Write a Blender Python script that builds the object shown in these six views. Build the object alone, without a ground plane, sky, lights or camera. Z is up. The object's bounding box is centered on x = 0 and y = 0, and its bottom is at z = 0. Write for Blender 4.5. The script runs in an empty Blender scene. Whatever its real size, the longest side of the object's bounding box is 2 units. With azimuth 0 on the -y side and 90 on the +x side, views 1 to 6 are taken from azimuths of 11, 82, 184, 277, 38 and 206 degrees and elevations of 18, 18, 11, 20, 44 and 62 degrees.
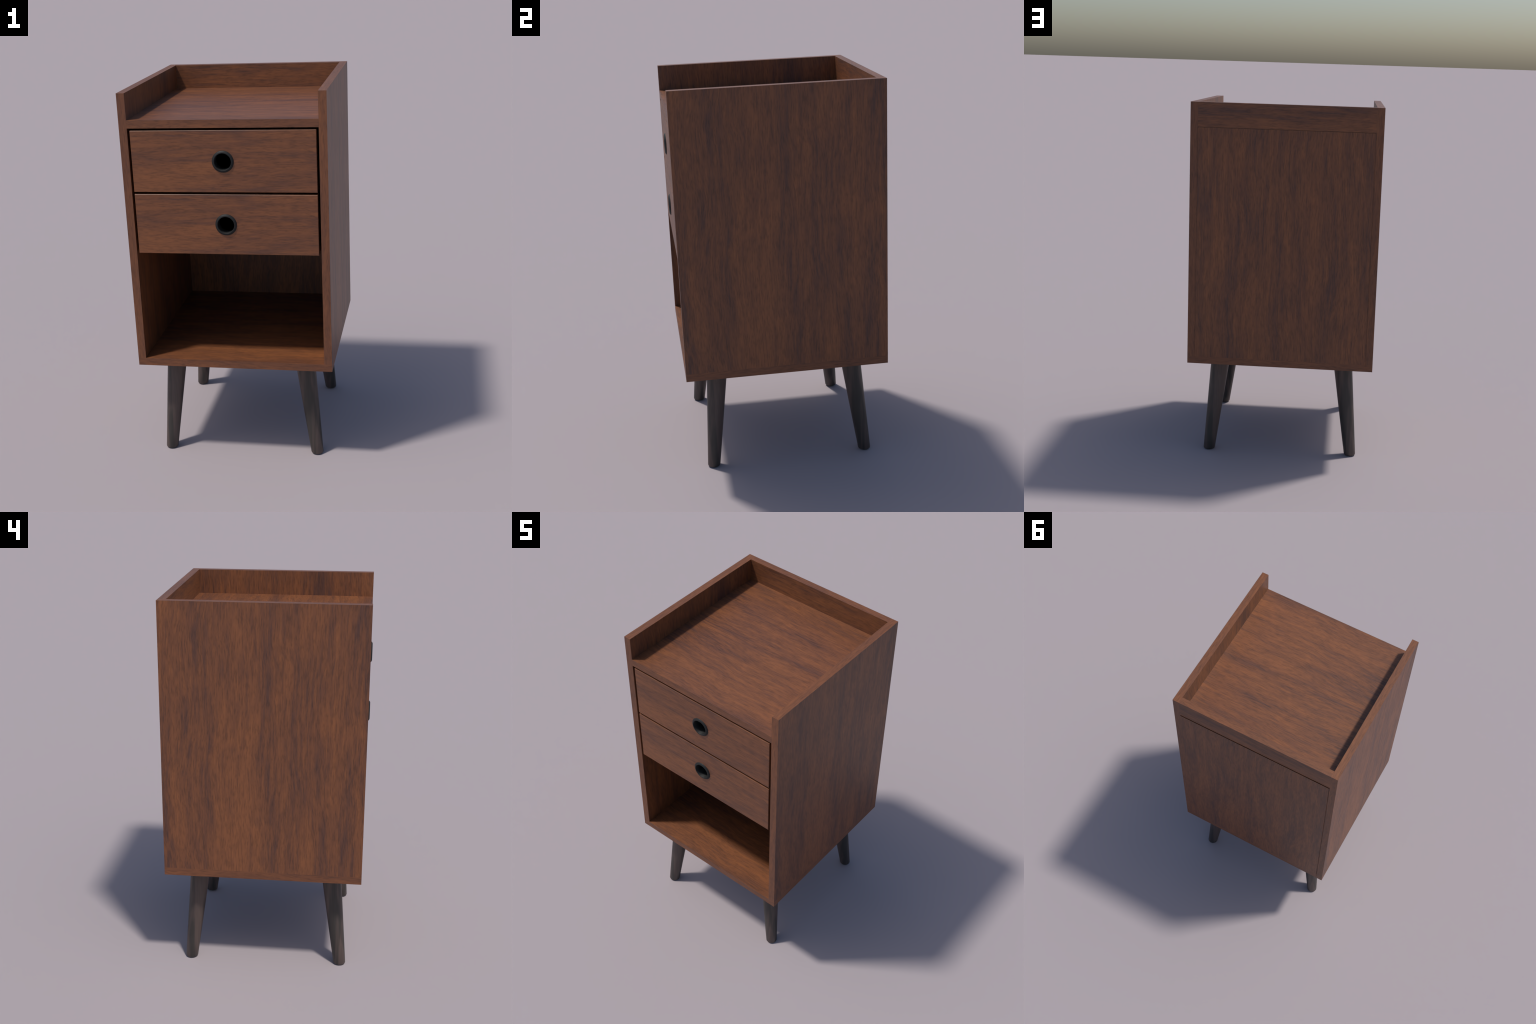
"""Walnut bedside cabinet: open tray top, two drawers with black ring pulls,
open cubby below, four splayed tapered dark legs."""
import bpy, bmesh, math
from mathutils import Vector, Matrix

# ------------------------------------------------------------------ sizes (m)
HALF_W = 0.5206           # outer half width of the carcass
FRONT, BACK = -0.5173, 0.5225
Z_BOTTOM, Z_TOP = 0.5406, 2.000
T = 0.0410                # board thickness
TRAY = 1.8655             # upper face of the top board
MID_Y = (FRONT + BACK) / 2
FRONT_T = 0.0410           # thickness of a drawer front
GAP = 0.0118              # shadow gap around the drawers
DRAWER_W, DRAWER_H = 0.9340, 0.3130
PULL_R, PULL_HOLE, PULL_OUT = 0.0555, 0.0425, 0.0083
LEG_TOP, LEG_FOOT = (0.3544, -0.3506), (0.4172, -0.4014)   # front right leg axis at z = .5412 and z = 0
LEG_R_TOP, LEG_R_FOOT = 0.0540, 0.0329

scene_coll = bpy.context.scene.collection


# ------------------------------------------------------------------ materials
class Graph:
    def __init__(self, name):
        self.mat = bpy.data.materials.new(name)
        self.mat.use_nodes = True
        self.nt = self.mat.node_tree
        self.nt.nodes.clear()

    def node(self, kind, inputs=None, **props):
        n = self.nt.nodes.new(kind)
        for k, v in props.items():
            setattr(n, k, v)
        for k, v in (inputs or {}).items():
            s = n.inputs[k]
            if isinstance(v, bpy.types.NodeSocket):
                self.nt.links.new(v, s)
            else:
                s.default_value = v
        return n

    def math(self, op, a, b=0.0, c=0.0):
        return self.node('ShaderNodeMath', {0: a, 1: b, 2: c}, operation=op).outputs[0]

    def ramp(self, fac, stops, interp='LINEAR'):
        n = self.node('ShaderNodeValToRGB', {'Fac': fac})
        cr = n.color_ramp
        cr.interpolation = interp
        while len(cr.elements) < len(stops):
            cr.elements.new(0.5)
        for e, (p, c) in zip(cr.elements, stops):
            e.position = p
            e.color = (c, c, c, 1) if isinstance(c, float) else (*c, 1)
        return n.outputs['Color']

    def mix(self, fac, a, b, blend='MIX'):
        n = self.node('ShaderNodeMix', data_type='RGBA', blend_type=blend)
        for key, v in (('Factor_Float', fac), ('A_Color', a), ('B_Color', b)):
            s = next(i for i in n.inputs if i.identifier == key)
            if isinstance(v, bpy.types.NodeSocket):
                self.nt.links.new(v, s)
            else:
                s.default_value = v if isinstance(v, float) else (*v, 1)
        return next(o for o in n.outputs if o.identifier == 'Result_Color')

    def noise(self, vec, scale, detail=3.0, rough=0.5, distortion=0.0):
        return self.node('ShaderNodeTexNoise', {'Vector': vec, 'Scale': scale, 'Detail': detail,
                                                'Roughness': rough, 'Distortion': distortion}).outputs['Fac']

    def finish(self, color, rough, bump=None, strength=0.1, spec=0.5):
        ins = {'Base Color': color, 'Roughness': rough, 'Specular IOR Level': spec}
        if bump is not None:
            ins['Normal'] = self.node('ShaderNodeBump', {'Height': bump, 'Strength': strength,
                                                         'Distance': 0.001}).outputs['Normal']
        b = self.node('ShaderNodeBsdfPrincipled', ins)
        o = self.node('ShaderNodeOutputMaterial', {'Surface': b.outputs[0]})
        return self.mat


WOOD_LIGHT = (0.212, 0.0760, 0.0280)
WOOD_MID = (0.150, 0.0555, 0.0250)
WOOD_DARK = (0.086, 0.0370, 0.0260)


def walnut(name, grain, calm=False):
    """Walnut veneer; grain = index of the object axis the fibres run along."""
    g = Graph(name)
    co = g.node('ShaderNodeTexCoord').outputs['Object']
    sep = g.node('ShaderNodeSeparateXYZ', {0: co})
    a, b, c = (sep.outputs[i] for i in (grain, (grain + 1) % 3, (grain + 2) % 3))
    # slow sideways drift of the fibres
    drift_v = g.node('ShaderNodeCombineXYZ', {0: g.math('MULTIPLY', a, 1.6), 1: g.math('MULTIPLY', b, 2.2),
                                              2: g.math('MULTIPLY', c, 2.2)}).outputs[0]
    drift = g.math('MULTIPLY', g.math('SUBTRACT', g.noise(drift_v, 1.0, 2.0), 0.5), 0.09)
    b = g.math('ADD', b, drift)
    c = g.math('ADD', c, drift)

    def fibres(along, across):
        return g.node('ShaderNodeCombineXYZ', {0: g.math('MULTIPLY', a, along), 1: g.math('MULTIPLY', b, across),
                                               2: g.math('MULTIPLY', c, across)}).outputs[0]

    broad = g.noise(fibres(0.9, 9.5), 1.0, 2.0, 0.5, 0.15)        # wide colour bands
    streak = g.noise(fibres(4.4, 44.0), 1.0, 4.0, 0.62)           # growth streaks
    hair = g.noise(fibres(6.0, 125.0), 1.0, 2.0, 0.5)             # long fine fibres
    fleck = g.noise(fibres(21.0, 165.0), 1.0, 2.0, 0.6)           # short pores
    w_broad, w_streak, w_hair = (0.20, 0.24, 0.12) if calm else (0.40, 0.38, 0.22)
    fig = g.math('ADD', g.math('MULTIPLY', broad, w_broad),
                 g.math('ADD', g.math('MULTIPLY', streak, w_streak),
                        g.math('ADD', g.math('MULTIPLY', hair, w_hair), 0.51 * (1 - w_broad - w_streak - w_hair))))
    tone = g.ramp(fig, [(0.365, WOOD_DARK), (0.475, WOOD_MID), (0.595, WOOD_LIGHT)])
    pore = g.ramp(fleck, [(0.33, 0.72), (0.50, 1.0), (0.67, 1.11)])
    col = g.mix(1.0, tone, pore, 'MULTIPLY')
    rough = g.math('ADD', g.math('MULTIPLY', streak, -0.10), 0.50)
    return g.finish(col, rough, fleck, 0.06)


def stained_leg_wood():
    g = Graph('dark_stained_wood')
    co = g.node('ShaderNodeTexCoord').outputs['Object']
    m = g.node('ShaderNodeMapping', {'Vector': co, 'Scale': (26.0, 26.0, 1.6)}).outputs[0]
    band = g.noise(m, 1.0, 2.0, 0.5, 0.3)
    m2 = g.node('ShaderNodeMapping', {'Vector': co, 'Scale': (140.0, 140.0, 6.0)}).outputs[0]
    fine = g.noise(m2, 1.0, 3.0, 0.6)
    tone = g.ramp(band, [(0.43, (0.038, 0.0325, 0.0285)), (0.57, (0.084, 0.0590, 0.0510))])
    col = g.mix(1.0, tone, g.ramp(fine, [(0.3, 0.85), (0.7, 1.12)]), 'MULTIPLY')
    return g.finish(col, 0.46, fine, 0.05)


def black_plastic():
    g = Graph('black_plastic')
    co = g.node('ShaderNodeTexCoord').outputs['Object']
    n = g.noise(co, 60.0, 2.0)
    col = g.ramp(n, [(0.3, (0.0125, 0.0130, 0.0130)), (0.7, (0.0145, 0.0150, 0.0150))])
    return g.finish(col, 0.58, spec=0.3)


WOOD = [walnut('walnut_grain_across', 0), walnut('walnut_grain_deep', 1), walnut('walnut_grain_upright', 2)]
BAND = [walnut('walnut_edge_across', 0, True), walnut('walnut_edge_deep', 1, True), walnut('walnut_edge_upright', 2, True)]
LEG_MAT = stained_leg_wood()
BLACK = black_plastic()


# ------------------------------------------------------------------ helpers
def make_object(name, mesh, parent, loc=(0, 0, 0), rot_z=0.0):
    ob = bpy.data.objects.new(name, mesh)
    ob.location = loc
    ob.rotation_euler[2] = rot_z
    ob.parent = parent
    scene_coll.objects.link(ob)
    return ob


def grain_slots(mesh, size, grain):
    """Broad faces follow the board's grain; end grain is edge-banded along the edge's longer side."""
    for m in WOOD + BAND:
        mesh.materials.append(m)
    for p in mesh.polygons:
        k = max(range(3), key=lambda i: abs(p.normal[i]))
        if k == grain:
            p.material_index = max((i for i in range(3) if i != k), key=lambda i: size[i])
        else:
            p.material_index = grain
        if min(size[i] for i in range(3) if i != k) < 1.5 * T:
            p.material_index += 3          # narrow edges carry plainer veneer


def board_mesh(name, size, grain, bevel=0.0):
    bm = bmesh.new()
    bmesh.ops.create_cube(bm, size=1.0)
    bmesh.ops.scale(bm, vec=size, verts=bm.verts)
    if bevel:
        bmesh.ops.bevel(bm, geom=bm.edges[:], offset=bevel, segments=2, affect='EDGES', profile=0.5)
    me = bpy.data.meshes.new(name)
    bm.to_mesh(me)
    bm.free()
    grain_slots(me, size, grain)
    return me


def board(name, parent, lo, hi, grain, bevel=0.0):
    size = [h - l for l, h in zip(lo, hi)]
    mid = [(h + l) / 2 for l, h in zip(lo, hi)]
    return make_object(name, board_mesh(name, size, grain, bevel), parent, mid)


def revolve(name, profile, material, steps=64, smooth_angle=40):
    """Turns a closed (radius, y) profile about the y axis."""
    bm = bmesh.new()
    rings = []
    for r, y in profile:
        rings.append([bm.verts.new((r * math.cos(2 * math.pi * i / steps), y, r * math.sin(2 * math.pi * i / steps)))
                      for i in range(steps)])
    for ra, rb in zip(rings, rings[1:] + rings[:1]):
        for i in range(steps):
            j = (i + 1) % steps
            bm.faces.new((ra[i], ra[j], rb[j], rb[i]))
    bmesh.ops.recalc_face_normals(bm, faces=bm.faces[:])
    me = bpy.data.meshes.new(name)
    bm.to_mesh(me)
    bm.free()
    me.materials.append(material)
    me.shade_smooth()
    me.set_sharp_from_angle(angle=math.radians(smooth_angle))
    return me


# ------------------------------------------------------------------ the cabinet
cabinet = bpy.data.objects.new('nightstand', None)
cabinet.empty_display_size = 0.2
scene_coll.objects.link(cabinet)
cabinet['label'] = 'walnut nightstand with tray top, two drawers, open shelf and dark splayed legs'
cabinet['category'] = 'bedside table'

# two upright sides share one mesh; the second is turned half round
side_size = (T, BACK - FRONT, Z_TOP - (Z_BOTTOM + T))
side_mesh = board_mesh('side_panel', side_size, 2)
side_z = (Z_TOP + Z_BOTTOM + T) / 2
make_object('side_panel', side_mesh, cabinet, (HALF_W - T / 2, MID_Y, side_z))
make_object('side_panel', side_mesh, cabinet, (-HALF_W + T / 2, MID_Y, side_z), math.pi)

INNER = HALF_W - T
SHEET_IN, SHEET_OUT = 0.5242, 0.5256     # thin back sheet, a hair proud of the carcass
board('bottom_panel', cabinet, (-HALF_W, FRONT, Z_BOTTOM), (HALF_W, BACK, Z_BOTTOM + T), 0)
board('top_panel', cabinet, (-INNER, FRONT + 0.0002, TRAY - T), (INNER, BACK - 0.009, TRAY), 0)
board('back_rail', cabinet, (-INNER, BACK - T, TRAY), (INNER, BACK, Z_TOP), 0)


def back_panel_mesh():
    """Thin sheet laid over the back, with an added inner slab that keeps light from leaking in around it."""
    bm = bmesh.new()
    z0, z1 = Z_BOTTOM + T, TRAY - 0.006
    for lo, hi in (((-INNER + 0.0015, SHEET_IN, z0), (INNER - 0.0015, SHEET_OUT, TRAY - 0.0008)),
                   ((-INNER, BACK - 0.0050, z0), (INNER, BACK - 0.0006, z1))):  # added slab, seals the light leak behind the sheet
        m = Matrix.Translation([(a + b) / 2 for a, b in zip(lo, hi)]) @ Matrix.Diagonal([b - a for a, b in zip(lo, hi)] + [1])
        bmesh.ops.create_cube(bm, size=1.0, matrix=m)
    me = bpy.data.meshes.new('back_panel')
    bm.to_mesh(me)
    bm.free()
    me.materials.append(WOOD[2])
    return me


make_object('back_panel', back_panel_mesh(), cabinet)


# ------------------------------------------------------------------ drawers
def drawer_front_mesh():
    """Board with a round hole for the pull: quads fan from the hole to the rim."""
    w, h, t = DRAWER_W / 2, DRAWER_H / 2, FRONT_T
    hole, bev, steps = PULL_HOLE + 0.004, 0.0015, 64
    bm = bmesh.new()

    def rim_point(a, inset, y):
        # hit of a ray at angle a with the rectangle, snapped so that corners are kept
        x, z = math.cos(a), math.sin(a)
        k = min((w - inset) / abs(x) if abs(x) > 1e-9 else 1e9, (h - inset) / abs(z) if abs(z) > 1e-9 else 1e9)
        return (x * k, y, z * k)

    corner = math.atan2(h, w)
    angles = sorted([2 * math.pi * i / steps for i in range(steps)] +
                    [corner, math.pi - corner, math.pi + corner, 2 * math.pi - corner])
    loops = []
    for kind, inset, y in (('hole', 0, 0), ('rim', bev, 0), ('rim', 0, bev), ('rim', 0, t - bev), ('rim', bev, t), ('hole', 0, t)):
        if kind == 'hole':
            loops.append([bm.verts.new((hole * math.cos(a), y, hole * math.sin(a))) for a in angles])
        else:
            loops.append([bm.verts.new(rim_point(a, inset, y)) for a in angles])
    n = len(angles)
    for la, lb in zip(loops, loops[1:] + loops[:1]):
        for i in range(n):
            bm.faces.new((la[i], la[(i + 1) % n], lb[(i + 1) % n], lb[i]))
    bmesh.ops.recalc_face_normals(bm, faces=bm.faces[:])
    me = bpy.data.meshes.new('drawer')
    bm.to_mesh(me)
    bm.free()
    grain_slots(me, (DRAWER_W, FRONT_T, DRAWER_H), 0)
    return me


def drawer_box_mesh():
    """Open-topped tray behind the drawer front: two sides, a back and a floor."""
    w, h, d, t = DRAWER_W / 2 - 0.0005, DRAWER_H / 2, 0.93, 0.008
    bm = bmesh.new()
    for lo, hi in (((-w, FRONT_T, -h + 0.001), (-w + t, d, h - 0.04)), ((w - t, FRONT_T, -h + 0.001), (w, d, h - 0.04)),
                   ((-w + t, d - t, -h + 0.001), (w - t, d, h - 0.04)), ((-w + t, FRONT_T, -h + 0.001), (w - t, d - t, -h + 0.004))):
        m = Matrix.Translation([(a + b) / 2 for a, b in zip(lo, hi)]) @ Matrix.Diagonal([b - a for a, b in zip(lo, hi)] + [1])
        bmesh.ops.create_cube(bm, size=1.0, matrix=m)
    me = bpy.data.meshes.new('drawer_box')
    bm.to_mesh(me)
    bm.free()
    me.materials.append(WOOD[1])
    return me


# pull: ring that bulges out of the front and lines the hole
P, H, R = PULL_OUT, PULL_HOLE, PULL_R
pull_profile = [(R, 0.0012), (R, -0.0008), (R - 0.0012, -P * 0.28), (R - 0.0034, -P * 0.56), (R - 0.0062, -P * 0.79),
                (R - 0.0090, -P * 0.94), (R - 0.0108, -P), (H + 0.0010, -P * 0.96), (H, -P * 0.80),
                (H, 0.043), (H + 0.0035, 0.043), (H + 0.0035, 0.0012)]
front_mesh, box_mesh = drawer_front_mesh(), drawer_box_mesh()
pull_mesh = revolve('handle', pull_profile, BLACK, 72, 50)

z = TRAY - T - GAP - DRAWER_H / 2
for _ in range(2):
    drawer = make_object('drawer', front_mesh, cabinet, (0, FRONT, z))
    make_object('drawer_box', box_mesh, drawer)
    make_object('handle', pull_mesh, drawer)
    z -= DRAWER_H + GAP


# ------------------------------------------------------------------ legs
def leg_mesh():
    """Tapered round leg of level cross-sections along a leaning axis, foot edge rounded."""
    steps = 48
    top, foot = Vector(LEG_TOP) - Vector((0, 0)), Vector(LEG_FOOT)
    bm = bmesh.new()
    rings = []
    heights = [(0.0, -0.0075), (0.0012, -0.0045), (0.0035, -0.0018), (0.0075, 0.0)] + \
              [(Z_BOTTOM * k / 8, 0.0) for k in range(1, 8)] + [(Z_BOTTOM - 0.0003, 0.0)]
    for zz, dr in heights:
        k = zz / Z_BOTTOM
        cx, cy = foot.lerp(top, k)
        r = LEG_R_FOOT + (LEG_R_TOP - LEG_R_FOOT) * k + dr
        # object origin at the foot: fibres follow the leaning axis
        rings.append([bm.verts.new((cx - foot.x + r * math.cos(2 * math.pi * i / steps),
                                    cy - foot.y + r * math.sin(2 * math.pi * i / steps), zz)) for i in range(steps)])
    for ra, rb in zip(rings, rings[1:]):
        for i in range(steps):
            j = (i + 1) % steps
            bm.faces.new((ra[i], ra[j], rb[j], rb[i]))
    bm.faces.new(list(reversed(rings[0])))
    bm.faces.new(rings[-1])
    me = bpy.data.meshes.new('leg')
    bm.to_mesh(me)
    bm.free()
    me.materials.append(LEG_MAT)
    me.shade_smooth()
    me.set_sharp_from_angle(angle=math.radians(50))
    return me


legs = leg_mesh()
for q in range(4):            # the same leg at every quarter turn
    turn = q * math.pi / 2
    p = Matrix.Rotation(turn, 2) @ Vector(LEG_FOOT)
    make_object('leg', legs, cabinet, (p.x, MID_Y + p.y, 0.0), turn)
